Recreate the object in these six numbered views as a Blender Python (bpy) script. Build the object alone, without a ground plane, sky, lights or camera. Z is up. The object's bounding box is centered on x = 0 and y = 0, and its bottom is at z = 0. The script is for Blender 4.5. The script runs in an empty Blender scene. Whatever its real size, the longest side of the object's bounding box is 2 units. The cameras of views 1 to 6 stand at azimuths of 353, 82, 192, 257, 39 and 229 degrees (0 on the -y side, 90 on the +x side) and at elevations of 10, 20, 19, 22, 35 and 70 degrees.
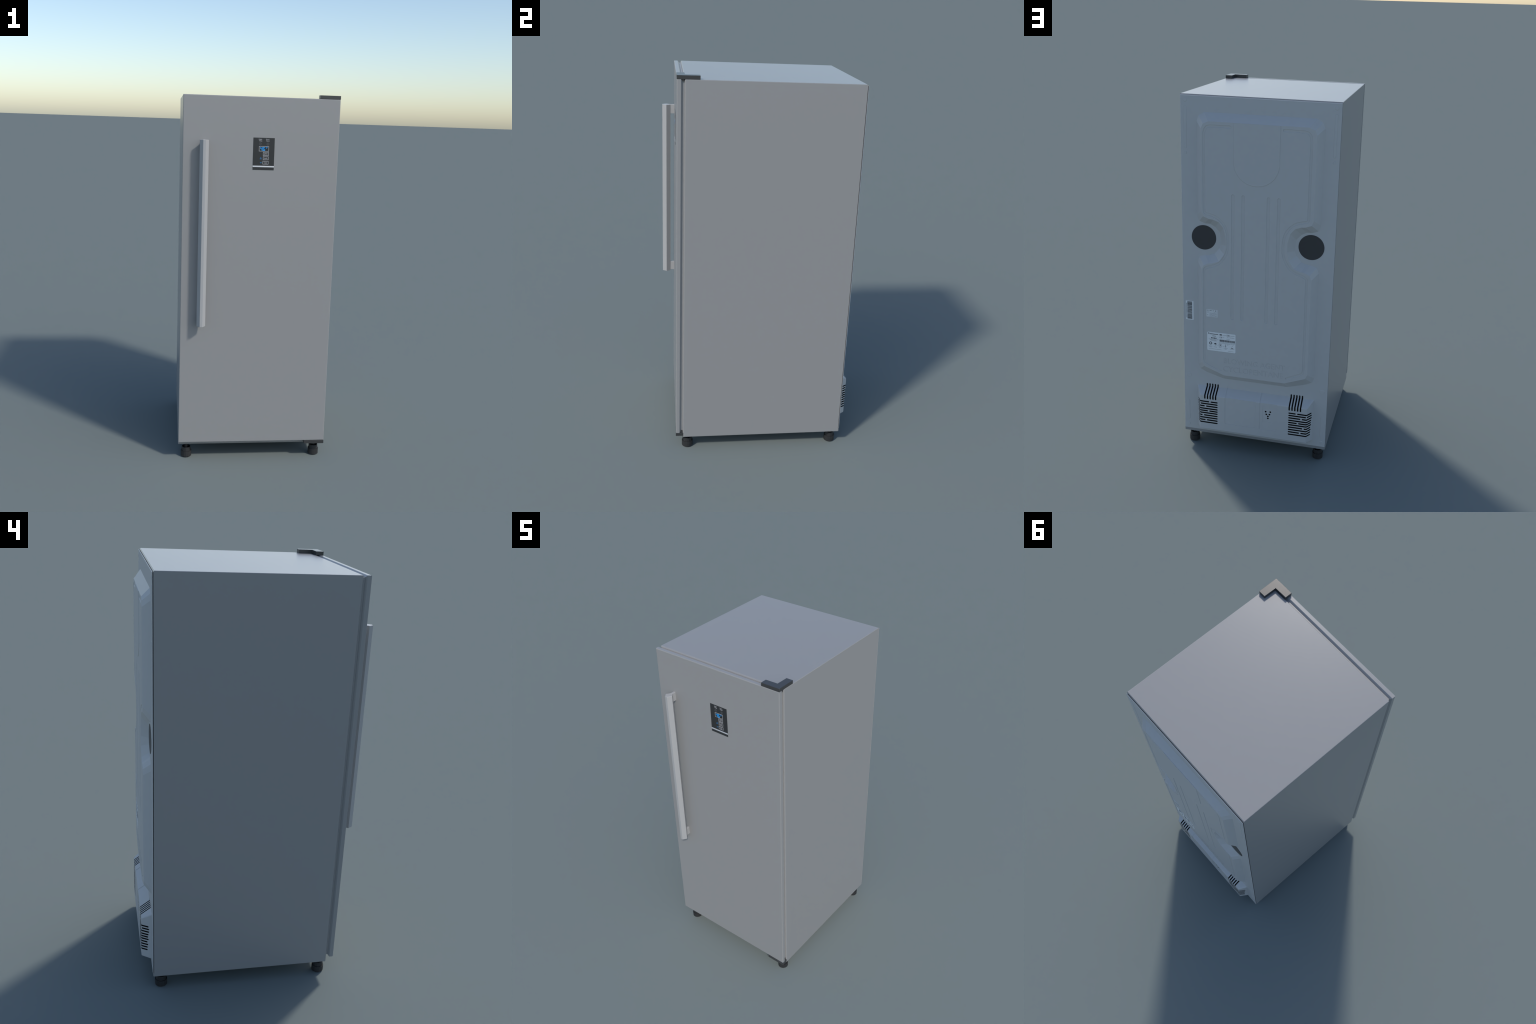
"""Upright stainless freezer with one door, bar handle, small control display,
hinge brackets, pressed sheet-metal rear panel with a vented compressor cover,
and four levelling feet.  Metres, z up, front towards -y."""
import bpy, bmesh, math, random
from mathutils import Vector, Matrix

random.seed(7)
SCN = bpy.context.scene
COL = SCN.collection

# ------------------------------------------------------------------ sizes
HW = 0.407                  # half width of cabinet and door
CAB_FRONT, CAB_REAR = -0.4026, 0.4550
CAB_BOT, CAB_TOP = 0.0760, 1.9815
DOOR_FRONT, DOOR_BACK = -0.4420, -0.4145
DOOR_BOT, DOOR_TOP = 0.1030, 1.9815
REAR = 0.4605               # outer face of the rear sheet
PLATEAU = 0.4935            # top of the pressed rear bulge
COVER = 0.5080              # outer face of the compressor cover
BULGE_X = -0.0040           # the bulge and the cover sit slightly off centre
BEAD_X = 0.0012


# ------------------------------------------------------------------ materials
def principled(name, color, rough=0.5, metal=0.0, spec=0.5):
    m = bpy.data.materials.new(name)
    m.use_nodes = True
    nt = m.node_tree
    b = nt.nodes["Principled BSDF"]
    b.inputs["Base Color"].default_value = (*color, 1)
    b.inputs["Roughness"].default_value = rough
    b.inputs["Metallic"].default_value = metal
    b.inputs["Specular IOR Level"].default_value = spec
    return m, nt, b


def add_grain(nt, b, color, stretch, amount, rough, rough_amount, bump=0.0, scale=1.0):
    """fine grain: noise stretched along one axis varies colour and gloss a little"""
    tc = nt.nodes.new("ShaderNodeTexCoord")
    mp = nt.nodes.new("ShaderNodeMapping")
    mp.inputs["Scale"].default_value = stretch
    nz = nt.nodes.new("ShaderNodeTexNoise")
    nz.inputs["Scale"].default_value = scale
    nz.inputs["Detail"].default_value = 3
    nt.links.new(tc.outputs["Object"], mp.inputs["Vector"])
    nt.links.new(mp.outputs["Vector"], nz.inputs["Vector"])
    ramp = nt.nodes.new("ShaderNodeValToRGB")
    ramp.color_ramp.elements[0].position = 0.3
    ramp.color_ramp.elements[1].position = 0.7
    ramp.color_ramp.elements[0].color = (*[c * (1 - amount) for c in color], 1)
    ramp.color_ramp.elements[1].color = (*[min(1, c * (1 + amount)) for c in color], 1)
    nt.links.new(nz.outputs["Fac"], ramp.inputs["Fac"])
    nt.links.new(ramp.outputs["Color"], b.inputs["Base Color"])
    mr = nt.nodes.new("ShaderNodeMapRange")
    mr.inputs["To Min"].default_value = rough - rough_amount
    mr.inputs["To Max"].default_value = rough + rough_amount
    nt.links.new(nz.outputs["Fac"], mr.inputs["Value"])
    nt.links.new(mr.outputs["Result"], b.inputs["Roughness"])
    if bump:
        bp = nt.nodes.new("ShaderNodeBump")
        bp.inputs["Strength"].default_value = bump
        bp.inputs["Distance"].default_value = 0.0005
        nt.links.new(nz.outputs["Fac"], bp.inputs["Height"])
        nt.links.new(bp.outputs["Normal"], b.inputs["Normal"])


def make_mat(name, color, rough=0.5, metal=0.0, spec=0.5, stretch=(60, 60, 60),
             amount=0.02, rough_amount=0.02, bump=0.0):
    m, nt, b = principled(name, color, rough, metal, spec)
    add_grain(nt, b, color, stretch, amount, rough, rough_amount, bump)
    return m


STEEL = make_mat("satin_steel_paint", (0.286, 0.285, 0.283), 0.285, 0.0, 0.5, (2.5, 330, 330), 0.0008, 0.010)
HANDLE = make_mat("satin_handle_metal", (0.385, 0.385, 0.385), 0.30, 0.0, 0.5, (200, 200, 3), 0.012, 0.02)
SHEET = make_mat("grey_rear_sheet", (0.515, 0.515, 0.515), 0.40, 0.0, 0.5, (30, 30, 30), 0.010, 0.02)
BLACK = make_mat("black_plastic", (0.028, 0.028, 0.029), 0.50, 0.0, 0.4, (120, 120, 120), 0.04, 0.03)
HINGE = make_mat("dark_hinge_coating", (0.042, 0.042, 0.042), 0.29, 0.0, 0.65, (120, 120, 120), 0.03, 0.02)
VENT = make_mat("vent_black", (0.003, 0.003, 0.003), 0.8, 0.0, 0.1, (80, 80, 80), 0.02, 0.02)
DISC = make_mat("black_spacer_disc", (0.042, 0.043, 0.046), 0.5, 0.0, 0.5, (90, 90, 90), 0.03, 0.02)
SEAL = make_mat("grey_door_seal", (0.285, 0.285, 0.285), 0.35, 0.0, 0.5, (60, 60, 60), 0.02, 0.02)
SEAM = make_mat("seam_black", (0.01, 0.01, 0.011), 0.7, 0.0, 0.2, (60, 60, 60), 0.02, 0.02)
PANEL = make_mat("panel_black", (0.026, 0.027, 0.028), 0.35, 0.0, 0.5, (90, 90, 90), 0.02, 0.02)
SCREEN = make_mat("display_black", (0.018, 0.018, 0.018), 0.35, 0.0, 0.5, (90, 90, 90), 0.02, 0.02)
SILVER = make_mat("silver_trim", (0.78, 0.78, 0.80), 0.4, 0.6, 0.5, (200, 20, 200), 0.01, 0.02)
PRINT = make_mat("print_grey", (0.36, 0.36, 0.37), 0.5, 0.0, 0.4, (90, 90, 90), 0.02, 0.02)
PRINT_DIM = make_mat("print_dim_grey", (0.10, 0.105, 0.11), 0.5, 0.0, 0.4, (90, 90, 90), 0.02, 0.02)
BLUE = make_mat("display_blue", (0.018, 0.33, 0.80), 0.5, 0.0, 0.3, (90, 90, 90), 0.01, 0.02)  # glow of the lit digits painted as bright base colour, no emission
BLUE_DIM = make_mat("icon_blue", (0.035, 0.11, 0.22), 0.5, 0.0, 0.3, (90, 90, 90), 0.02, 0.02)
BLUE_MID = make_mat("arrow_blue", (0.03, 0.18, 0.36), 0.5, 0.0, 0.3, (90, 90, 90), 0.02, 0.02)
PAPER = make_mat("label_paper", (0.80, 0.81, 0.82), 0.6, 0.0, 0.3, (90, 90, 90), 0.01, 0.02)
PAPER_OLD = make_mat("label_paper_grey", (0.70, 0.71, 0.72), 0.6, 0.0, 0.3, (90, 90, 90), 0.02, 0.02)
INK = make_mat("label_ink", (0.05, 0.05, 0.055), 0.6, 0.0, 0.3, (90, 90, 90), 0.02, 0.02)
INK_DIM = make_mat("label_ink_grey", (0.36, 0.37, 0.38), 0.6, 0.0, 0.3, (90, 90, 90), 0.02, 0.02)


# ------------------------------------------------------------------ helpers
def link(name, me, mat=None, parent=None, smooth=False):
    ob = bpy.data.objects.new(name, me)
    COL.objects.link(ob)
    if mat is not None:
        ob.data.materials.append(mat)
    if parent is not None:
        ob.parent = parent
    if smooth:
        for p in me.polygons:
            p.use_smooth = True
    return ob


def from_bm(bm, name):
    bmesh.ops.recalc_face_normals(bm, faces=bm.faces)
    me = bpy.data.meshes.new(name)
    bm.to_mesh(me)
    bm.free()
    return me


def bm_box(bm, x0, x1, y0, y1, z0, z1):
    v = [bm.verts.new(p) for p in ((x0, y0, z0), (x1, y0, z0), (x1, y1, z0), (x0, y1, z0),
                                   (x0, y0, z1), (x1, y0, z1), (x1, y1, z1), (x0, y1, z1))]
    fs = [(0, 3, 2, 1), (4, 5, 6, 7), (0, 1, 5, 4), (1, 2, 6, 5), (2, 3, 7, 6), (3, 0, 4, 7)]
    return [bm.faces.new([v[i] for i in f]) for f in fs]


def box(name, x0, x1, y0, y1, z0, z1, mat, parent, bevel=0.0, segs=2):
    bm = bmesh.new()
    bm_box(bm, x0, x1, y0, y1, z0, z1)
    if bevel:
        bmesh.ops.bevel(bm, geom=list(bm.edges), offset=bevel, segments=segs, profile=0.5, affect='EDGES')
    return link(name, from_bm(bm, name), mat, parent)


def bm_prism_y(bm, pts, y0, y1):
    """closed polygon of (x, z) points extruded between two y planes"""
    a = [bm.verts.new((x, y0, z)) for x, z in pts]
    b = [bm.verts.new((x, y1, z)) for x, z in pts]
    n = len(pts)
    bm.faces.new(a)
    bm.faces.new(list(reversed(b)))
    for i in range(n):
        j = (i + 1) % n
        bm.faces.new((a[j], a[i], b[i], b[j]))


def bm_loft_y(bm, rings):
    """rings: list of (y, [(x, z)...]) with the same point count, capped"""
    vs = [[bm.verts.new((x, y, z)) for x, z in pts] for y, pts in rings]
    n = len(vs[0])
    bm.faces.new(vs[0])
    bm.faces.new(list(reversed(vs[-1])))
    for r0, r1 in zip(vs, vs[1:]):
        for i in range(n):
            j = (i + 1) % n
            bm.faces.new((r0[j], r0[i], r1[i], r1[j]))


def bm_prism_x(bm, pts, x0, x1):
    """closed polygon of (y, z) points extruded between two x planes"""
    a = [bm.verts.new((x0, y, z)) for y, z in pts]
    b = [bm.verts.new((x1, y, z)) for y, z in pts]
    n = len(pts)
    bm.faces.new(a)
    bm.faces.new(list(reversed(b)))
    for i in range(n):
        j = (i + 1) % n
        bm.faces.new((a[j], a[i], b[i], b[j]))


def bm_frame_loft(bm, prof, hx, z0, z1):
    """closed shell from a rectangle (half width hx, z0..z1) swept along a profile
    of (y, inset): every profile point makes one rectangular ring"""
    rings = []
    for y, ins in prof:
        rings.append([bm.verts.new(p) for p in ((-hx + ins, y, z0 + ins), (hx - ins, y, z0 + ins),
                                                (hx - ins, y, z1 - ins), (-hx + ins, y, z1 - ins))])
    bm.faces.new(rings[0])
    bm.faces.new(list(reversed(rings[-1])))
    for r0, r1 in zip(rings, rings[1:]):
        for i in range(4):
            j = (i + 1) % 4
            bm.faces.new((r0[j], r0[i], r1[i], r1[j]))


def rect(x0, x1, z0, z1):
    return [(x0, z0), (x1, z0), (x1, z1), (x0, z1)]


def arc(cx, cz, r, a0, a1, n):
    return [(cx + r * math.cos(math.radians(a0 + (a1 - a0) * i / n)),
             cz + r * math.sin(math.radians(a0 + (a1 - a0) * i / n))) for i in range(n + 1)]


def rounded_rect(x0, x1, z0, z1, r, n=5):
    return (arc(x1 - r, z1 - r, r, 0, 90, n) + arc(x0 + r, z1 - r, r, 90, 180, n)
            + arc(x0 + r, z0 + r, r, 180, 270, n) + arc(x1 - r, z0 + r, r, 270, 360, n))


def stadium(x, z0, z1, r, n=8):
    return arc(x, z1 - r, r, 0, 180, n) + arc(x, z0 + r, r, 180, 360, n)


def ribbon(path, w, n_cap=6):
    """outline of a constant-width band along an (x, z) path, round ends"""
    P = [Vector(p) for p in path]
    left, right = [], []
    for i, p in enumerate(P):
        a = (P[i] - P[i - 1]).normalized() if i else (P[1] - P[0]).normalized()
        b = (P[i + 1] - P[i]).normalized() if i < len(P) - 1 else a
        t = (a + b).normalized()
        nrm = Vector((-t.y, t.x))
        k = 1.0 / max(0.5, nrm.dot(Vector((-a.y, a.x))))
        left.append(p + nrm * (w / 2) * k)
        right.append(p - nrm * (w / 2) * k)
    out = [tuple(v) for v in left]
    t = (P[-1] - P[-2]).normalized()
    n = Vector((-t.y, t.x))
    for i in range(1, n_cap):
        a = math.pi * i / n_cap
        out.append(tuple(P[-1] + n * (w / 2) * math.cos(a) + t * (w / 2) * math.sin(a)))
    out += [tuple(v) for v in reversed(right)]
    t = (P[0] - P[1]).normalized()
    n = Vector((-t.y, t.x))
    for i in range(1, n_cap):
        a = math.pi * i / n_cap
        out.append(tuple(P[0] + n * (w / 2) * math.cos(a) + t * (w / 2) * math.sin(a)))
    return out


def chaikin(path, times=2):
    for _ in range(times):
        new = [path[0]]
        for a, b in zip(path, path[1:]):
            new.append((a[0] * .75 + b[0] * .25, a[1] * .75 + b[1] * .25))
            new.append((a[0] * .25 + b[0] * .75, a[1] * .25 + b[1] * .75))
        new.append(path[-1])
        path = new
    return path


def bm_tube(bm, path, r, axis, seg=12):
    """round-ended tube along a 3D path lying in the plane normal to axis"""
    P = [Vector(p) for p in path]
    ax = Vector(axis)
    stations = []
    for i, p in enumerate(P):
        a = (P[i] - P[i - 1]).normalized() if i else (P[1] - P[0]).normalized()
        b = (P[i + 1] - P[i]).normalized() if i < len(P) - 1 else a
        t = (a + b).normalized()
        k = 1.0 / max(0.5, t.dot(a))
        stations.append((p, t, r, k))
    p0, t0 = stations[0][0], stations[0][1]
    p1, t1 = stations[-1][0], stations[-1][1]
    caps = (0.35, 0.75)
    start = [(p0 - t0 * r * math.sqrt(1 - c * c), t0, r * c, 1) for c in caps]
    end = [(p1 + t1 * r * math.sqrt(1 - c * c), t1, r * c, 1) for c in reversed(caps)]
    rings = []
    for p, t, rr, k in start + stations + end:
        n = t.cross(ax).normalized()
        rings.append([bm.verts.new(p + ax * rr * math.cos(2 * math.pi * i / seg)
                                   + n * rr * k * math.sin(2 * math.pi * i / seg)) for i in range(seg)])
    bm.faces.new(rings[0])
    bm.faces.new(list(reversed(rings[-1])))
    for r0, r1 in zip(rings, rings[1:]):
        for i in range(seg):
            j = (i + 1) % seg
            bm.faces.new((r0[j], r0[i], r1[i], r1[j]))


def boolean(target, cutter, op):
    md = target.modifiers.new("bool", 'BOOLEAN')
    md.operation = op
    md.solver = 'EXACT'
    md.object = cutter
    md.material_mode = 'TRANSFER'
    dg = bpy.context.evaluated_depsgraph_get()
    me = bpy.data.meshes.new_from_object(target.evaluated_get(dg), depsgraph=dg)
    old = target.data
    target.modifiers.clear()
    target.data = me
    bpy.data.meshes.remove(old)
    cme = cutter.data
    bpy.data.objects.remove(cutter)
    bpy.data.meshes.remove(cme)


def text_mesh(name, body, width, height, depth, res=3, bold=0.0):
    """flat extruded lettering in its own plane: x 0..width, y 0..height (capitals)"""
    cu = bpy.data.curves.new(name, 'FONT')
    cu.body = body
    cu.size = 1.0
    cu.resolution_u = res
    cu.extrude = 0.5
    cu.offset = bold
    ob = bpy.data.objects.new(name, cu)
    COL.objects.link(ob)
    dg = bpy.context.evaluated_depsgraph_get()
    me = bpy.data.meshes.new_from_object(ob.evaluated_get(dg), depsgraph=dg)
    bpy.data.objects.remove(ob)
    bpy.data.curves.remove(cu)
    xs = [v.co.x for v in me.vertices]
    ys = [v.co.y for v in me.vertices]
    y0 = 0.0
    sx = width / (max(xs) - min(xs))
    cap = 0.70
    sy = height / cap
    mx = min(xs)
    for v in me.vertices:
        v.co = Vector(((v.co.x - mx) * sx, (v.co.y - y0) * sy, v.co.z * depth))
    return me


FACE_FRONT = Matrix(((1, 0, 0, 0), (0, 0, -1, 0), (0, 1, 0, 0), (0, 0, 0, 1)))
FACE_REAR = Matrix(((-1, 0, 0, 0), (0, 0, 1, 0), (0, 1, 0, 0), (0, 0, 0, 1)))


def put_text(name, body, x, y, z, width, height, depth, face, mat, parent, res=3, bold=0.0):
    me = text_mesh(name, body, width, height, depth, res, bold)
    me.transform(Matrix.Translation((x, y, z)) @ face)
    return link(name, me, mat, parent)


# ------------------------------------------------------------------ the thing
root = bpy.data.objects.new("upright_freezer", None)
COL.objects.link(root)
root["label"] = "tall brushed steel upright freezer with single door and bar handle"
root["category"] = "freezer"

# ---- cabinet: steel carcass with a rounded front rim
bm = bmesh.new()
rim = [(CAB_REAR, 0.0), (-0.4012, 0.0), (-0.4042, 0.0022), (-0.4062, 0.0060), (CAB_FRONT - 0.0040, 0.0090)]
bm_frame_loft(bm, rim, HW, CAB_BOT, CAB_TOP)
top_rear = [e for e in bm.edges if all(abs(v.co.y - CAB_REAR) < 1e-5 and v.co.z > 1.9 for v in e.verts)]
bmesh.ops.bevel(bm, geom=top_rear, offset=0.0042, segments=1, affect='EDGES')
long_edges = [e for e in bm.edges if abs(e.verts[0].co.y - e.verts[1].co.y) > 0.5]
bmesh.ops.bevel(bm, geom=long_edges, offset=0.0022, segments=2, profile=0.5, affect='EDGES')
cabinet = link("cabinet", from_bm(bm, "cabinet"), STEEL, root)

# ---- black seam core between carcass and rear sheet
seam = box("rear_seam", -HW + 0.0060, HW - 0.0060, CAB_REAR - 0.004, REAR - 0.0018, CAB_BOT + 0.020, CAB_TOP - 0.0075, SEAM, root)

# ---- door: chamfered slab, undercut at the back
bm = bmesh.new()
prof = [(DOOR_FRONT, 0.0034), (DOOR_FRONT + 0.0010, 0.0011), (DOOR_FRONT + 0.0034, 0.0),
        (-0.4228, 0.0), (-0.4222, 0.0004), (DOOR_BACK, 0.0085)]
bm_frame_loft(bm, prof, HW, DOOR_BOT, DOOR_TOP)
door = link("door", from_bm(bm, "door"), STEEL, root)
gasket = box("door_gasket", -HW + 0.0095, HW - 0.0095, DOOR_BACK - 0.0005, CAB_FRONT - 0.0035,
             DOOR_BOT + 0.0095, DOOR_TOP - 0.0095, SEAL, door)

# ---- handle: six-sided bar on two posts
HX, HY = -0.2980, -0.4855
HZ0, HZ1 = 0.7770, 1.7565
hex_pts = [(0.0230, 0.0), (0.0069, -0.0222), (-0.0069, -0.0222), (-0.0230, 0.0), (-0.0069, 0.0222), (0.0069, 0.0222)]
bow = []
for i, p in enumerate(hex_pts):
    bow.append(p)
bm = bmesh.new()
rings = []
for z, k in ((HZ0, 0.93), (HZ0 + 0.0012, 1.0), (HZ1 - 0.0012, 1.0), (HZ1, 0.93)):
    rings.append([bm.verts.new((HX + x * k, HY + y * k, z)) for x, y in bow])
bm.faces.new(rings[0])
bm.faces.new(list(reversed(rings[-1])))
n = len(bow)
for r0, r1 in zip(rings, rings[1:]):
    for i in range(n):
        j = (i + 1) % n
        bm.faces.new((r0[j], r0[i], r1[i], r1[j]))
handle = link("handle", from_bm(bm, "handle"), HANDLE, root)
post_me = None
for z0 in (1.7072, 0.7820):
    if post_me is None:
        bm = bmesh.new()
        bm_prism_x(bm, [(DOOR_FRONT + 0.001, 0.0), (-0.470, 0.0), (-0.470, 0.0500), (DOOR_FRONT + 0.001, 0.0500)], -0.3045, -0.2920)
        bmesh.ops.bevel(bm, geom=list(bm.edges), offset=0.0012, segments=2, profile=0.5, affect='EDGES')
        post_me = from_bm(bm, "handle_post")
        post_me.materials.append(HANDLE)
    ob = link("handle_post", post_me, None, handle)
    ob.location.z = z0

# ---- hinges
L = [(0.4072, -0.4422), (0.4072, -0.3340), (0.3690, -0.3340), (0.3690, -0.4045), (0.2980, -0.4045), (0.2980, -0.4422)]
bm = bmesh.new()
a = [bm.verts.new((x, y, CAB_TOP + 0.0004)) for x, y in L]
b = [bm.verts.new((x, y, 2.0)) for x, y in L]
bm.faces.new(a)
bm.faces.new(list(reversed(b)))
for i in range(6):
    j = (i + 1) % 6
    bm.faces.new((a[j], a[i], b[i], b[j]))
bmesh.ops.bevel(bm, geom=list(bm.edges), offset=0.0008, segments=1, affect='EDGES')
top_hinge = link("hinge_bracket", from_bm(bm, "hinge_bracket"), HINGE, root)
bottom_hinge = box("hinge_bracket", 0.2960, 0.4072, -0.4422, CAB_FRONT - 0.0002, 0.0840, 0.1026, HINGE, root, 0.0008, 1)


def pin(name, x, y, z0, z1, r, parent, seg=10, mat=HINGE):
    bm = bmesh.new()
    bmesh.ops.create_cone(bm, cap_ends=True, segments=seg, radius1=r, radius2=r, depth=z1 - z0,
                          matrix=Matrix.Translation((x, y, (z0 + z1) / 2)))
    return link(name, from_bm(bm, name), mat, parent)


pin("hinge_pin", 0.3965, -0.4128, 1.9730, 1.9822, 0.0088, top_hinge)
pin("hinge_pin", 0.3985, -0.4128, 0.1015, 0.1150, 0.0072, bottom_hinge)

# ---- feet: ring + cup + stud
def lathe(bm, prof, seg):
    rings = []
    for r, z in prof:
        rings.append([bm.verts.new((r * math.cos(2 * math.pi * i / seg), r * math.sin(2 * math.pi * i / seg), z)) for i in range(seg)])
    bm.faces.new(rings[0])
    bm.faces.new(list(reversed(rings[-1])))
    for r0, r1 in zip(rings, rings[1:]):
        for i in range(seg):
            j = (i + 1) % seg
            bm.faces.new((r0[j], r0[i], r1[i], r1[j]))


bm = bmesh.new()
lathe(bm, [(0.0276, 0.0), (0.0296, 0.0022), (0.0298, 0.0325), (0.0268, 0.0322), (0.0262, 0.0300),
           (0.0250, 0.0535), (0.0242, 0.0545), (0.0225, 0.0545), (0.0222, 0.0420)], 16)
foot_me = from_bm(bm, "levelling_foot")
foot_me.materials.append(BLACK)
bm = bmesh.new()
lathe(bm, [(0.0082, 0.040), (0.0082, 0.0775)], 12)
stud_me = from_bm(bm, "foot_stud")
stud_me.materials.append(BLACK)
for fx, fy in ((-0.3615, -0.3790), (0.3615, -0.3790), (-0.3615, 0.4178), (0.3615, 0.4178)):
    f = link("levelling_foot", foot_me, None, root)
    f.location = (fx, fy, 0)
    link("foot_stud", stud_me, None, f)

# ------------------------------------------------------------------ rear panel
# outline of the pressed bulge, half of it: (x at the foot, z, x at the plateau, z)
HALF = [
    (0.2845, 1.8978, 0.2545, 1.8580), (0.3140, 1.8805, 0.2819, 1.8450), (0.3255, 1.8530, 0.2926, 1.8215),
    (0.3250, 1.3667, 0.2938, 1.3970), (0.3137, 1.3355, 0.2834, 1.3708), (0.2847, 1.3246, 0.2518, 1.3594),
    (0.2545, 1.3238, 0.2294, 1.3572), (0.2294, 1.3103, 0.1995, 1.3460), (0.2026, 1.2830, 0.1757, 1.3180),
    (0.1970, 1.2596, 0.1623, 1.2670), (0.1968, 1.2186, 0.1625, 1.2206), (0.2062, 1.1940, 0.1713, 1.1752),
    (0.2322, 1.1637, 0.1989, 1.1335), (0.2580, 1.1530, 0.2365, 1.1195), (0.2811, 1.1515, 0.2540, 1.1180),
    (0.3150, 1.1412, 0.2820, 1.1050), (0.3250, 1.1118, 0.2936, 1.0806),
    (0.3250, 0.5105, 0.2925, 0.5412), (0.3144, 0.4830, 0.2817, 0.5170), (0.2810, 0.4660, 0.2484, 0.5042),
    (0.1780, 0.4366, 0.1685, 0.4742)]
foot_ring = [(BULGE_X + a, b) for a, b, c, d in HALF] + [(BULGE_X - a, b) for a, b, c, d in reversed(HALF)]
top_ring = [(BULGE_X + c, d) for a, b, c, d in HALF] + [(BULGE_X - c, d) for a, b, c, d in reversed(HALF)]

# steel rail along the bottom of the carcass, flat sheet above it
box("bottom_rail", -0.4055, 0.4055, CAB_REAR - 0.004, REAR - 0.0016, CAB_BOT + 0.0003, 0.0937, STEEL, root, 0.0006, 1)
bm = bmesh.new()
bm_loft_y(bm, [(REAR - 0.0022, rect(-0.4060, 0.4060, 0.0940, 1.9768)),
               (REAR, rect(-0.4045, 0.4045, 0.0942, 1.9746))])
rear_panel = link("rear_panel", from_bm(bm, "rear_panel"), SHEET, root)


def tool(build, mat):
    bm = bmesh.new()
    build(bm)
    return link("tool", from_bm(bm, "tool"), mat)


# pressed bulge
def bulge(bm):
    bm_loft_y(bm, [(REAR - 0.002, foot_ring), (REAR, foot_ring), (PLATEAU, top_ring)])


boolean(rear_panel, tool(bulge, SHEET), 'UNION')

RELIEF = 0.0023

# raised tongue: U below the plateau's top edge, running out over the upper slope
def tongue(bm):
    def outline(r):
        return arc(BEAD_X, 1.6654, r, 180, 360, 36) + [(BEAD_X + r, 1.8572), (BEAD_X - r, 1.8572)]
    bm_loft_y(bm, [(PLATEAU - 0.004, outline(0.1180)), (PLATEAU, outline(0.1180)), (PLATEAU + RELIEF, outline(0.1165))])


boolean(rear_panel, tool(tongue, SHEET), 'UNION')


# raised dimples and beads along both edges
def bumps(bm):
    def dome(x, z, r, h=0.0016):
        bm_loft_y(bm, [(REAR - 0.001, arc(x, z, r, 0, 337.5, 15)), (REAR + h * 0.6, arc(x, z, r * 0.93, 0, 337.5, 15)),
                       (REAR + h, arc(x, z, r * 0.72, 0, 337.5, 15))])

    def bead(x, z0, z1, r, h=0.0014):
        bm_loft_y(bm, [(REAR - 0.001, stadium(x, z0, z1, r)), (REAR + h, stadium(x, z0 + r * .25, z1 - r * .25, r * 0.75))])
    for s in (-1, 1):
        x = 0.3804 * s
        dome(x, 1.9525, 0.0100)
        bead(x, 1.7118, 1.9262, 0.0080)
        dome(x, 1.6885, 0.0080)
        dome(x - 0.004 * s, 0.4330, 0.0140)
        bead(x + 0.003 * s, 0.1500, 0.2800, 0.0095)
        dome(x + 0.003 * s, 0.1210, 0.0095)


boolean(rear_panel, tool(bumps, SHEET), 'UNION')

# sunken beads on the plateau: border groove of each half and four long flutes
HALF_GROOVE = [(0.1360, 1.8362), (0.2380, 1.8362), (0.2600, 1.8310), (0.2722, 1.8030), (0.2722, 1.7600),
               (0.2722, 1.4300), (0.2722, 1.3960), (0.2650, 1.3870), (0.2350, 1.3810), (0.2090, 1.3730), (0.1800, 1.3520),
               (0.1570, 1.3190), (0.1465, 1.2800), (0.1452, 1.2360), (0.1463, 1.2040), (0.1580, 1.1690), (0.1790, 1.1350),
               (0.2060, 1.1130), (0.2440, 1.1000), (0.2620, 1.0940), (0.2735, 1.0830), (0.2745, 1.0600),
               (0.2755, 0.6000), (0.2755, 0.5500), (0.2660, 0.5400), (0.1850, 0.5040)]


def grooves(bm):
    path = chaikin(HALF_GROOVE, 2)
    for s in (-1, 1):
        pts = [(BEAD_X + s * x, z) for x, z in path]
        bm_loft_y(bm, [(PLATEAU - RELIEF, ribbon(pts, 0.0105)), (PLATEAU + RELIEF, ribbon(pts, 0.0165))])
    for x in (0.1212, 0.0670, -0.0638, -0.1172):
        bm_loft_y(bm, [(PLATEAU - RELIEF, stadium(x, 0.8120, 1.4973, 0.0068)), (PLATEAU + RELIEF, stadium(x, 0.8090, 1.5003, 0.0098))])


boolean(rear_panel, tool(grooves, SHEET), 'DIFFERENCE')

# sunken lettering
for body, x, z, w, h in (("BLOWING AGENT", 0.1655, 0.5512, 0.3390, 0.0310), ("CYCLOPENTANE", 0.1690, 0.5020, 0.3345, 0.0320)):
    me = text_mesh("letters", body, w, h, 0.004, 3)
    me.transform(Matrix.Translation((x, PLATEAU + 0.002 - 0.0011, z)) @ FACE_REAR)
    boolean(rear_panel, link("letters", me, SHEET), 'DIFFERENCE')

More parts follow.
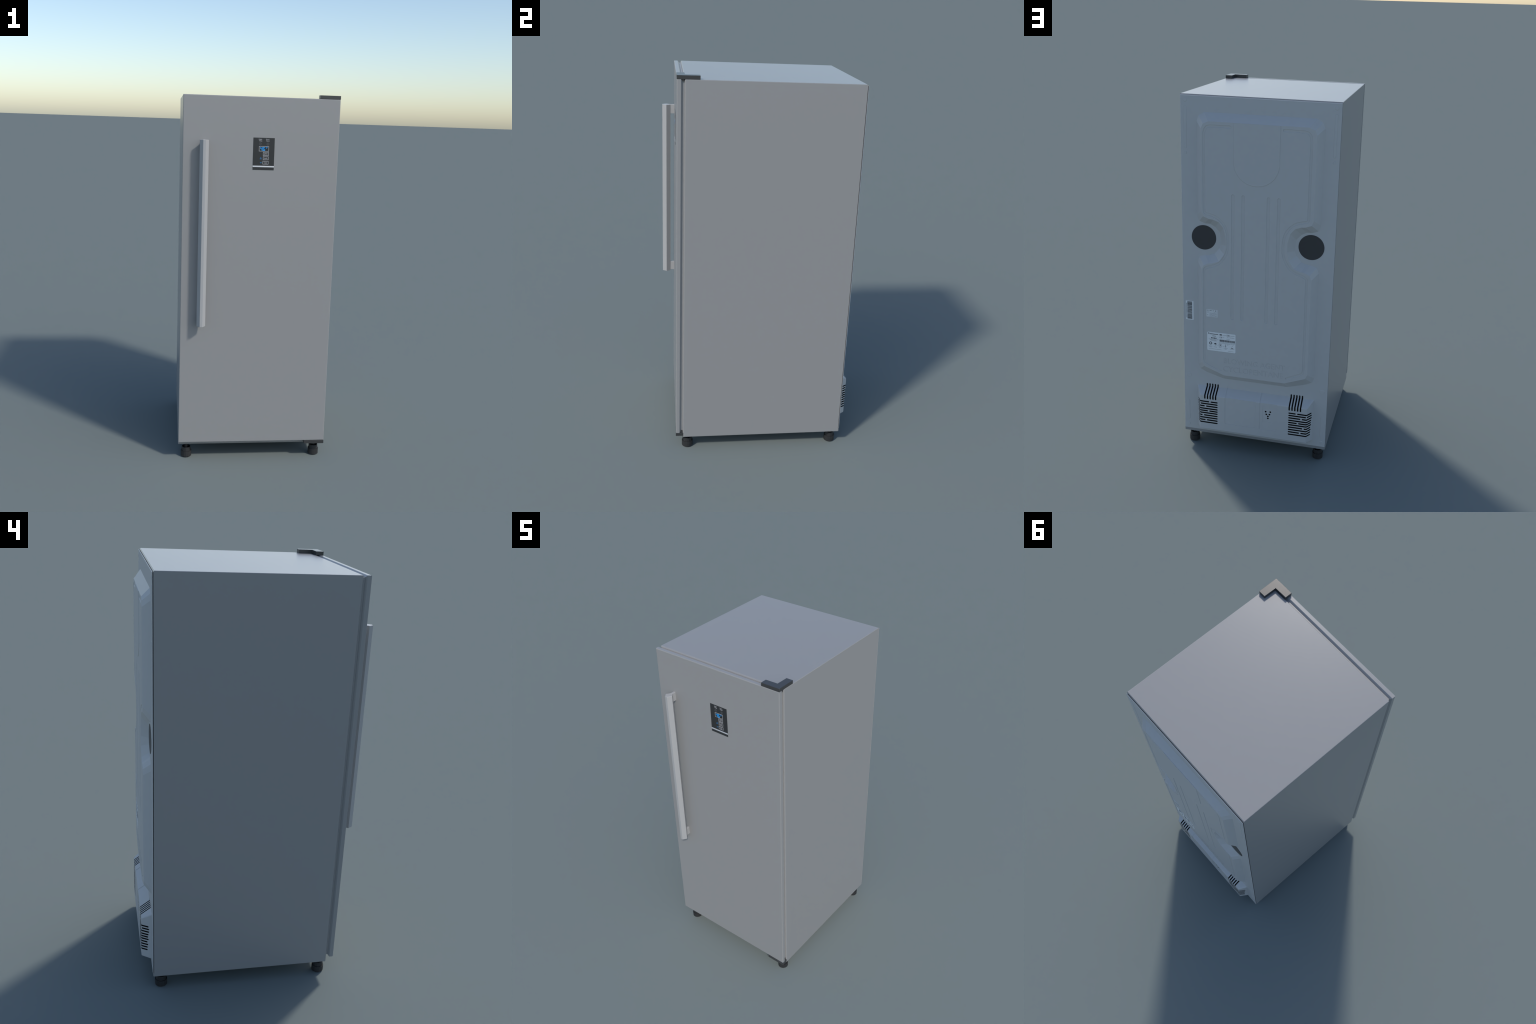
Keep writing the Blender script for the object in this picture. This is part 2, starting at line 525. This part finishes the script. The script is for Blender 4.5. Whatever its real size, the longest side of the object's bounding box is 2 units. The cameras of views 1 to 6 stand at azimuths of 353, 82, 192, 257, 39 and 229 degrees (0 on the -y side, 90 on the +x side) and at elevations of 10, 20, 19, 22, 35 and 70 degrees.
# ------------------------------------------------------------------ compressor cover
CX = -0.0035
C_BASE = [(CX - 0.3315, 0.1265), (CX + 0.3315, 0.1265), (CX + 0.3315, 0.3790), (CX - 0.3315, 0.3790)]
C_TOP = [(CX - 0.3020, 0.1305), (CX + 0.3020, 0.1305), (CX + 0.3020, 0.3445), (CX - 0.3020, 0.3445)]
bm = bmesh.new()
k = 0.10
ext = [(b[0] + (b[0] - t[0]) * k, b[1] + (b[1] - t[1]) * k) for b, t in zip(C_BASE, C_TOP)]
bm_loft_y(bm, [(REAR - (COVER - REAR) * k, ext), (COVER, C_TOP)])
sel = [e for e in bm.edges if max(v.co.y for v in e.verts) > COVER - 1e-4]
bmesh.ops.bevel(bm, geom=sel, offset=0.0042, segments=3, profile=0.5, affect='EDGES')
cover = link("compressor_cover", from_bm(bm, "compressor_cover"), SHEET, root)

# profile of the surface that vents and panels run over: (y, z)
SURF = [(REAR, 0.3950), (REAR, 0.3790), (COVER, 0.3445), (COVER, 0.1800)]


def sunk_panel(bm, x0, x1, z_top, z_bot, d, lower=0.0):
    """slab that follows the cover's profile d below its surface; `lower` drops the
    fold a little so that sheet and cover never share a plane"""
    inner = [(REAR - d, z_top), (REAR - d, 0.3790 - 0.4 * d - lower), (COVER - d, 0.3445 - 0.4 * d - lower), (COVER - d, z_bot)]
    outer = [(COVER + 0.01, z_bot), (COVER + 0.01, z_top)]
    bm_prism_x(bm, inner + outer, x0, x1)


def vent_tools(bm):
    r = 0.0041
    for x0 in (0.2090, -0.2705):
        for i in range(5):
            x = x0 + i * 0.0156
            bm_tube(bm, [(x, REAR, 0.3915), (x, REAR, 0.3790), (x, COVER - 0.001, 0.3455), (x, COVER, 0.3425), (x, COVER, 0.3252)], r, (1, 0, 0))
    rows = [0.3055, 0.2912, 0.2765, 0.2612, 0.2475, 0.2338, 0.2190, 0.2043, 0.1895, 0.1745]
    gap = [0.2455, 0.3010, 0.2720, None, 0.2530, None, 0.2845, None, 0.2675, None]
    tail = [0.478, 0.4755, 0.4757, 0.478, 0.480, 0.478, 0.483, 0.480, 0.482, 0.4825]
    for s in (-1, 1):
        for z, g, ty in zip(rows, gap, tail):
            t = (COVER - ty) / (COVER - REAR)
            xc = 0.3020
            xt = xc + (0.3315 - xc) * t
            bend = [(xc - 0.006, COVER), (xc - 0.0015, COVER - 0.0004), (xc + 0.0020, COVER - 0.0030), (xt, ty)]
            start = (0.2045, COVER)
            if g is None:
                runs = [[start] + bend]
            elif g > 0.3:
                runs = [[start, (xc - 0.0065, COVER)], [(xc + 0.0035, COVER - 0.0050), (xt, ty)]]
            else:
                runs = [[start, (g - 0.0075, COVER)], [(g + 0.0075, COVER)] + bend]
            for run in runs:
                bm_tube(bm, [(CX + s * x, y, z) for x, y in run], 0.0040, (0, 0, 1))
    for x, z in ((-0.0769, 0.2928), (-0.1026, 0.2934), (-0.0805, 0.2767), (-0.0984, 0.2774), (-0.0898, 0.2652), (-0.0900, 0.2526)):
        bm_prism_y(bm, arc(x, z, 0.0050, 0, 330, 11), COVER - 0.006, COVER + 0.004)


def sunk_tools(bm, d=0.0014, lower=0.0):
    sunk_panel(bm, -0.0195, 0.1558, 0.3955, 0.1815, d, lower)
    sunk_panel(bm, -0.1388, -0.0420, 0.3945, 0.1795, d, lower)


def inner_tool(bm):
    bm_box(bm, -0.1250, -0.0584, COVER - 0.0024, COVER + 0.01, 0.2297, 0.3258)


boolean(cover, tool(sunk_tools, SHEET), 'DIFFERENCE')
boolean(rear_panel, tool(lambda bm: sunk_tools(bm, 0.0011, 0.0015), SHEET), 'DIFFERENCE')
boolean(cover, tool(inner_tool, SHEET), 'DIFFERENCE')
for ob in (cover, rear_panel):
    boolean(ob, tool(vent_tools, VENT), 'DIFFERENCE')

# ---- black spacer discs beside the bulge
bm = bmesh.new()
bm_loft_y(bm, [(REAR - 0.001, arc(0, 0, 0.0668, 0, 354.375, 63)), (REAR + 0.0006, arc(0, 0, 0.0668, 0, 354.375, 63)),
               (REAR + 0.0010, arc(0, 0, 0.0660, 0, 354.375, 63))])
disc_me = from_bm(bm, "spacer_disc")
disc_me.materials.append(DISC)
for x in (0.2858, -0.2850):
    d = link("spacer_disc", disc_me, None, root)
    d.location = (x, 0, 1.2472)

# ------------------------------------------------------------------ labels
def prism(name, pts, y0, y1, mat, parent):
    bm = bmesh.new()
    bm_prism_y(bm, pts, y0, y1)
    return link(name, from_bm(bm, name), mat, parent)


def words(bm, x_left, x_right, z, h, y, rnd, mean=0.006):
    """a line of tiny print seen from the rear (reads towards -x): word-length dashes"""
    x = x_left
    while x > x_right + 0.0015:
        w = min(x - x_right, mean * rnd.uniform(0.4, 1.6))
        bm_prism_y(bm, rect(x - w, x, z - h / 2, z + h / 2), y - 0.0001, y + 0.00025)
        x -= w + mean * 0.28


def bars_x(bm, x0, x1, z0, z1, y, rnd, unit=0.0009):
    x = x1
    while x > x0 + unit:
        w = unit * rnd.choice((1, 1, 2, 2, 3))
        bm_prism_y(bm, rect(max(x - w, x0), x, z0, z1), y - 0.0001, y + 0.00025)
        x -= w + unit * rnd.choice((0.8, 1, 1, 1.6))


def bars_z(bm, x0, x1, z0, z1, y, rnd, unit=0.0009):
    z = z1
    while z > z0 + unit:
        w = unit * rnd.choice((1, 1, 2, 2, 3))
        bm_prism_y(bm, rect(x0, x1, max(z - w, z0), z), y - 0.0001, y + 0.00025)
        z -= w + unit * rnd.choice((0.8, 1, 1, 1.6))


def printing(name, build, mat, parent):
    bm = bmesh.new()
    build(bm)
    ob = link(name, from_bm(bm, name), mat, parent)
    ob["kind"] = "stuff"
    return ob


# tall bar-code sticker on the sheet
Y1 = REAR + 0.0005
lab1 = prism("barcode_sticker", rect(0.3475, 0.3912, 0.7698, 0.8797), REAR - 0.0005, Y1, PAPER, root)


def p1(bm):
    rnd = random.Random(3)
    bars_z(bm, 0.3555, 0.3825, 0.7730, 0.8765, Y1, rnd, 0.0011)
    z = 0.866
    while z > 0.785:
        h = rnd.uniform(0.003, 0.007)
        bm_prism_y(bm, rect(0.3850, 0.3878, z - h, z), Y1 - 0.0001, Y1 + 0.00025)
        z -= h + 0.0022


printing("printed_marks", p1, INK, lab1)

# small faded sticker on the plateau
Y2 = PLATEAU + 0.0005
lab2 = prism("small_sticker", rect(0.2020, 0.2634, 0.8155, 0.8578), PLATEAU - 0.0005, Y2, PAPER_OLD, root)


def p2(bm):
    rnd = random.Random(5)
    words(bm, 0.2610, 0.2500, 0.8520, 0.0042, Y2, rnd, 0.006)
    words(bm, 0.2460, 0.2330, 0.8515, 0.0045, Y2, rnd, 0.006)
    words(bm, 0.2280, 0.2220, 0.8515, 0.0035, Y2, rnd, 0.005)
    bm_prism_y(bm, arc(0.2125, 0.8515, 0.0038, 0, 330, 11), Y2 - 0.0001, Y2 + 0.00025)
    words(bm, 0.2230, 0.2050, 0.8430, 0.0016, Y2, rnd)
    words(bm, 0.2600, 0.2540, 0.8250, 0.0030, Y2, rnd)


def p2b(bm):
    rnd = random.Random(6)
    for z in (0.8430, 0.8385):
        words(bm, 0.2600, 0.2480, z, 0.0014, Y2, rnd, 0.004)
    for z in (0.8385, 0.8345, 0.8305, 0.8265, 0.8225, 0.8190):
        words(bm, 0.2460, 0.2045, z, 0.0014, Y2, rnd, 0.005)


printing("printed_marks", p2, INK_DIM, lab2)
printing("fine_print", p2b, INK_DIM, lab2)

# rating plate with rounded corners and a dark edge
lab3e = prism("rating_plate", rounded_rect(0.0996, 0.2616, 0.6156, 0.7286, 0.0070), PLATEAU - 0.0005, PLATEAU + 0.0003, INK_DIM, root)
Y3 = PLATEAU + 0.0007
prism("plate_face", rounded_rect(0.1006, 0.2606, 0.6166, 0.7276, 0.0062), PLATEAU, Y3, PAPER, lab3e)


def lab_xy(u, v):
    """rating plate layout: u 0..1 left to right as read, v 0..1 top to bottom"""
    return 0.2606 - u * 0.1600, 0.7276 - v * 0.1110


def p3(bm):
    rnd = random.Random(11)
    y = Y3

    def line(u0, u1, v, h, mean=0.006):
        a, z = lab_xy(u0, v)
        b, _ = lab_xy(u1, v)
        words(bm, a, b, z, h, y, rnd, mean)

    def ring(u, v, r, t):
        x, z = lab_xy(u, v)
        for i in range(16):
            a0, a1 = 2 * math.pi * i / 16, 2 * math.pi * (i + 1) / 16
            q = [(x + rr * math.cos(a), z + rr * math.sin(a)) for rr, a in ((r, a0), (r, a1), (r - t, a1), (r - t, a0))]
            bm_prism_y(bm, q, y - 0.0001, y + 0.00025)

    def frame(u0, u1, v0, v1, t=0.0009):
        x1, z1 = lab_xy(u0, v0)
        x0, z0 = lab_xy(u1, v1)
        for q in (rect(x0, x1, z1 - t, z1), rect(x0, x1, z0, z0 + t), rect(x0, x0 + t, z0 + t, z1 - t), rect(x1 - t, x1, z0 + t, z1 - t)):
            bm_prism_y(bm, q, y - 0.0001, y + 0.00025)
    # heading: round emblem and a bold word
    ring(0.055, 0.085, 0.0042, 0.0020)
    line(0.095, 0.40, 0.105, 0.0042, 0.004)
    line(0.19, 0.31, 0.205, 0.0030, 0.004)
    line(0.14, 0.33, 0.315, 0.0056, 0.006)
    # upper right fields
    x1, z1 = lab_xy(0.44, 0.075)
    bm_prism_y(bm, rect(x1 - 0.0130, x1, z1 - 0.0062, z1), y - 0.0001, y + 0.00025)
    frame(0.69, 0.79, 0.065, 0.145)
    line(0.72, 0.77, 0.105, 0.0028, 0.003)
    # bar code
    xa, za = lab_xy(0.44, 0.355)
    xb, zb = lab_xy(0.985, 0.465)
    bars_x(bm, xb, xa, zb, za, y, rnd, 0.0011)
    # pictogram row
    ring(0.125, 0.60, 0.0085, 0.0035)
    x, z = lab_xy(0.29, 0.625)
    bm_prism_y(bm, arc(x, z - 0.0015, 0.0072, 0, 180, 10), y - 0.0001, y + 0.00025)
    bm_prism_y(bm, rect(x - 0.0006, x + 0.0006, z - 0.0100, z - 0.0015), y - 0.0001, y + 0.00025)
    frame(0.415, 0.510, 0.60, 0.725)
    x, z = lab_xy(0.463, 0.662)
    bm_prism_y(bm, rect(x - 0.0022, x + 0.0022, z - 0.0035, z + 0.0035), y - 0.0001, y + 0.00025)
    x, z = lab_xy(0.655, 0.66)
    bm_prism_y(bm, rect(x - 0.0010, x + 0.0010, z - 0.0060, z + 0.0080), y - 0.0001, y + 0.00025)
    bm_prism_y(bm, arc(x, z - 0.0060, 0.0022, 0, 315, 7), y - 0.0001, y + 0.00025)
    x, z = lab_xy(0.88, 0.655)
    bm_prism_y(bm, [(x - 0.0055, z + 0.0055), (x - 0.0045, z + 0.0055), (x + 0.0055, z - 0.0055), (x + 0.0045, z - 0.0055)], y - 0.0001, y + 0.00025)
    bm_prism_y(bm, rect(x - 0.0060, x + 0.0060, z - 0.0135, z - 0.0105), y - 0.0001, y + 0.00025)


def p3b(bm):
    rnd = random.Random(12)
    y = Y3

    def line(u0, u1, v, h, mean=0.005):
        a, z = lab_xy(u0, v)
        b, _ = lab_xy(u1, v)
        words(bm, a, b, z, h, y, rnd, mean)
    line(0.545, 0.665, 0.11, 0.0022)
    line(0.80, 0.975, 0.105, 0.0024)
    line(0.54, 0.60, 0.225, 0.0020)
    line(0.70, 0.76, 0.215, 0.0022)
    line(0.79, 0.965, 0.205, 0.0026)
    line(0.68, 0.79, 0.29, 0.0018)
    for v, a, b in ((0.385, 0.06, 0.40), (0.425, 0.10, 0.36), (0.465, 0.13, 0.33)):
        line(a, b, v, 0.0020)
    line(0.41, 0.985, 0.505, 0.0018)
    line(0.42, 0.955, 0.555, 0.0018)
    for u, v, w in ((0.125, 0.76, 0.13), (0.125, 0.81, 0.09), (0.29, 0.785, 0.11), (0.462, 0.785, 0.08), (0.655, 0.79, 0.14), (0.655, 0.835, 0.07), (0.88, 0.80, 0.15)):
        line(u - w / 2, u + w / 2, v, 0.0020)
    line(0.07, 0.50, 0.90, 0.0018)
    line(0.75, 0.93, 0.935, 0.0020)
    line(0.335, 0.37, 0.70, 0.0015)
    line(0.70, 0.76, 0.60, 0.0020)
    line(0.545, 0.62, 0.69, 0.0015)


printing("printed_marks", p3, INK, lab3e)
printing("fine_print", p3b, INK_DIM, lab3e)
for body, u, v, w in (("C", 0.440, 0.255, 0.0062), ("E", 0.490, 0.255, 0.0055)):
    x, z = lab_xy(u, v)
    put_text("certification_letter", body, x, Y3, z - 0.002, w, 0.0078, 0.0005, FACE_REAR, INK, lab3e)

# ------------------------------------------------------------------ control panel on the door
YP = -0.4430
panel = box("control_panel", -0.0432, 0.0681, YP, DOOR_FRONT + 0.001, 1.6080, 1.7741, PANEL, root)
box("trim_bar", -0.0436, 0.0681, YP - 0.0012, YP + 0.0005, 1.6224, 1.6297, SILVER, panel, 0.0005, 1)


def front_prism(name, pts, y, mat, h=0.0003):
    bm = bmesh.new()
    bm_prism_y(bm, pts, y - h, y + 0.0002)
    return link(name, from_bm(bm, name), mat, panel)


def front_frame(name, x0, x1, z0, z1, t, mat):
    bm = bmesh.new()
    for q in (rect(x0, x1, z1 - t, z1), rect(x0, x1, z0, z0 + t), rect(x0, x0 + t, z0 + t, z1 - t), rect(x1 - t, x1, z0 + t, z1 - t)):
        bm_prism_y(bm, q, YP - 0.0003, YP + 0.0002)
    return link(name, from_bm(bm, name), mat, panel)


front_prism("display_screen", rect(-0.0125, 0.0385, 1.7050, 1.7303), YP, SCREEN, 0.0002)
front_frame("display_frame", -0.0132, 0.0392, 1.7043, 1.7310, 0.0023, PRINT)
for z0, z1, x0 in ((1.6814, 1.7009, 0.0090), (1.6607, 1.6783, 0.0094), (1.6374, 1.6552, 0.0080)):
    front_frame("button_frame", x0, 0.0386, z0, z1, 0.0021, PRINT)


def seven_segment(name, x, z, w, h, t, segs, mat):
    bm = bmesh.new()
    m = z + h / 2
    g = 0.00015
    R = {'a': rect(x + g, x + w - g, z + h - t, z + h), 'd': rect(x + g, x + w - g, z, z + t), 'g': rect(x + t + g, x + w - t - g, m - t / 2, m + t / 2),
         'f': rect(x, x + t, m, z + h - g), 'e': rect(x, x + t, z + g, m), 'b': rect(x + w - t, x + w, m, z + h - g), 'c': rect(x + w - t, x + w, z + g, m)}
    if 'a' in segs:
        R['a'] = rect(x + t, x + w - (t if 'b' in segs else 0), z + h - t, z + h)
    if 'd' in segs:
        R['d'] = rect(x + t, x + w - t, z, z + t)
    for s in segs:
        k = 0.00002 * (ord(s) - 96)
        bm_prism_y(bm, R[s], YP - 0.0005 - k, YP)
    return link(name, from_bm(bm, name), mat, panel)


seven_segment("display_digit", -0.0062, 1.7075, 0.0108, 0.0190, 0.0031, "bcfg", BLUE)
seven_segment("display_digit", 0.0070, 1.7070, 0.0118, 0.0195, 0.0031, "acdefg", BLUE)
put_text("display_unit", "F", 0.0262, YP - 0.0002, 1.7180, 0.0062, 0.0105, 0.0006, FACE_FRONT, BLUE, panel)
front_prism("degree_mark", arc(0.0238, 1.7272, 0.0014, 0, 315, 7), YP - 0.0003, BLUE)


def caption(body, xc, z, w, h, mat=PRINT):
    put_text("caption", body, xc - w / 2, YP, z, w, h, 0.0006, FACE_FRONT, mat, panel, 2, 0.015)


caption("High", -0.0068, 1.7630, 0.0165, 0.0060)
caption("Temp", -0.0060, 1.7556, 0.0175, 0.0055)
caption("Door", 0.0317, 1.7635, 0.0180, 0.0055)
caption("Open", 0.0318, 1.7562, 0.0180, 0.0055)
caption("Alarm", 0.0238, 1.6922, 0.0180, 0.0048)
caption("Reset", 0.0240, 1.6852, 0.0190, 0.0048)
caption("Lock", 0.0240, 1.6660, 0.0175, 0.0072)
caption("Temp", 0.0225, 1.6478, 0.0170, 0.0042)
caption("Set", 0.0245, 1.6412, 0.0130, 0.0042)


def ring_icon(name, x, z, r, t, mat):
    bm = bmesh.new()
    for i in range(20):
        a0, a1 = 2 * math.pi * i / 20, 2 * math.pi * (i + 1) / 20
        q = [(x + rr * math.cos(a), z + rr * math.sin(a)) for rr, a in ((r, a0), (r, a1), (r - t, a1), (r - t, a0))]
        bm_prism_y(bm, q, YP - 0.0003, YP + 0.0002)
    for ang in (90, 210, 330):
        a = math.radians(ang)
        d = Vector((math.cos(a), math.sin(a)))
        nn = Vector((-d.y, d.x)) * t * 0.4
        c = Vector((x, z))
        q = [tuple(c + d * 0.0006 + nn), tuple(c + d * 0.0006 - nn), tuple(c + d * r * 0.62 - nn), tuple(c + d * r * 0.62 + nn)]
        bm_prism_y(bm, q, YP - 0.0003, YP + 0.0002)
    return link(name, from_bm(bm, name), mat, panel)


ring_icon("warning_icon", -0.0070, 1.7429, 0.0066, 0.0014, PRINT_DIM)
ring_icon("warning_icon", 0.0331, 1.7425, 0.0068, 0.0016, PRINT_DIM)
front_prism("lock_icon", rect(-0.0072, 0.0024, 1.6632, 1.6696), YP, BLUE_DIM)
front_prism("lock_icon", [(-0.0060, 1.6698), (0.0012, 1.6698), (-0.0004, 1.6738), (-0.0024, 1.6746), (-0.0044, 1.6738)], YP, BLUE_DIM)
front_prism("arrow_icon", [(-0.0070, 1.6490), (-0.0010, 1.6470), (0.0050, 1.6490), (-0.0010, 1.6415)], YP, BLUE_MID)

# ------------------------------------------------------------------ flat shading on sheet parts is intended;
# every part keeps its own material, all coordinates are Object coordinates
for ob in (rear_panel,):
    me = ob.data
    for p in me.polygons:
        p.use_smooth = True
    me.set_sharp_from_angle(angle=math.radians(10))
bpy.context.view_layer.update()
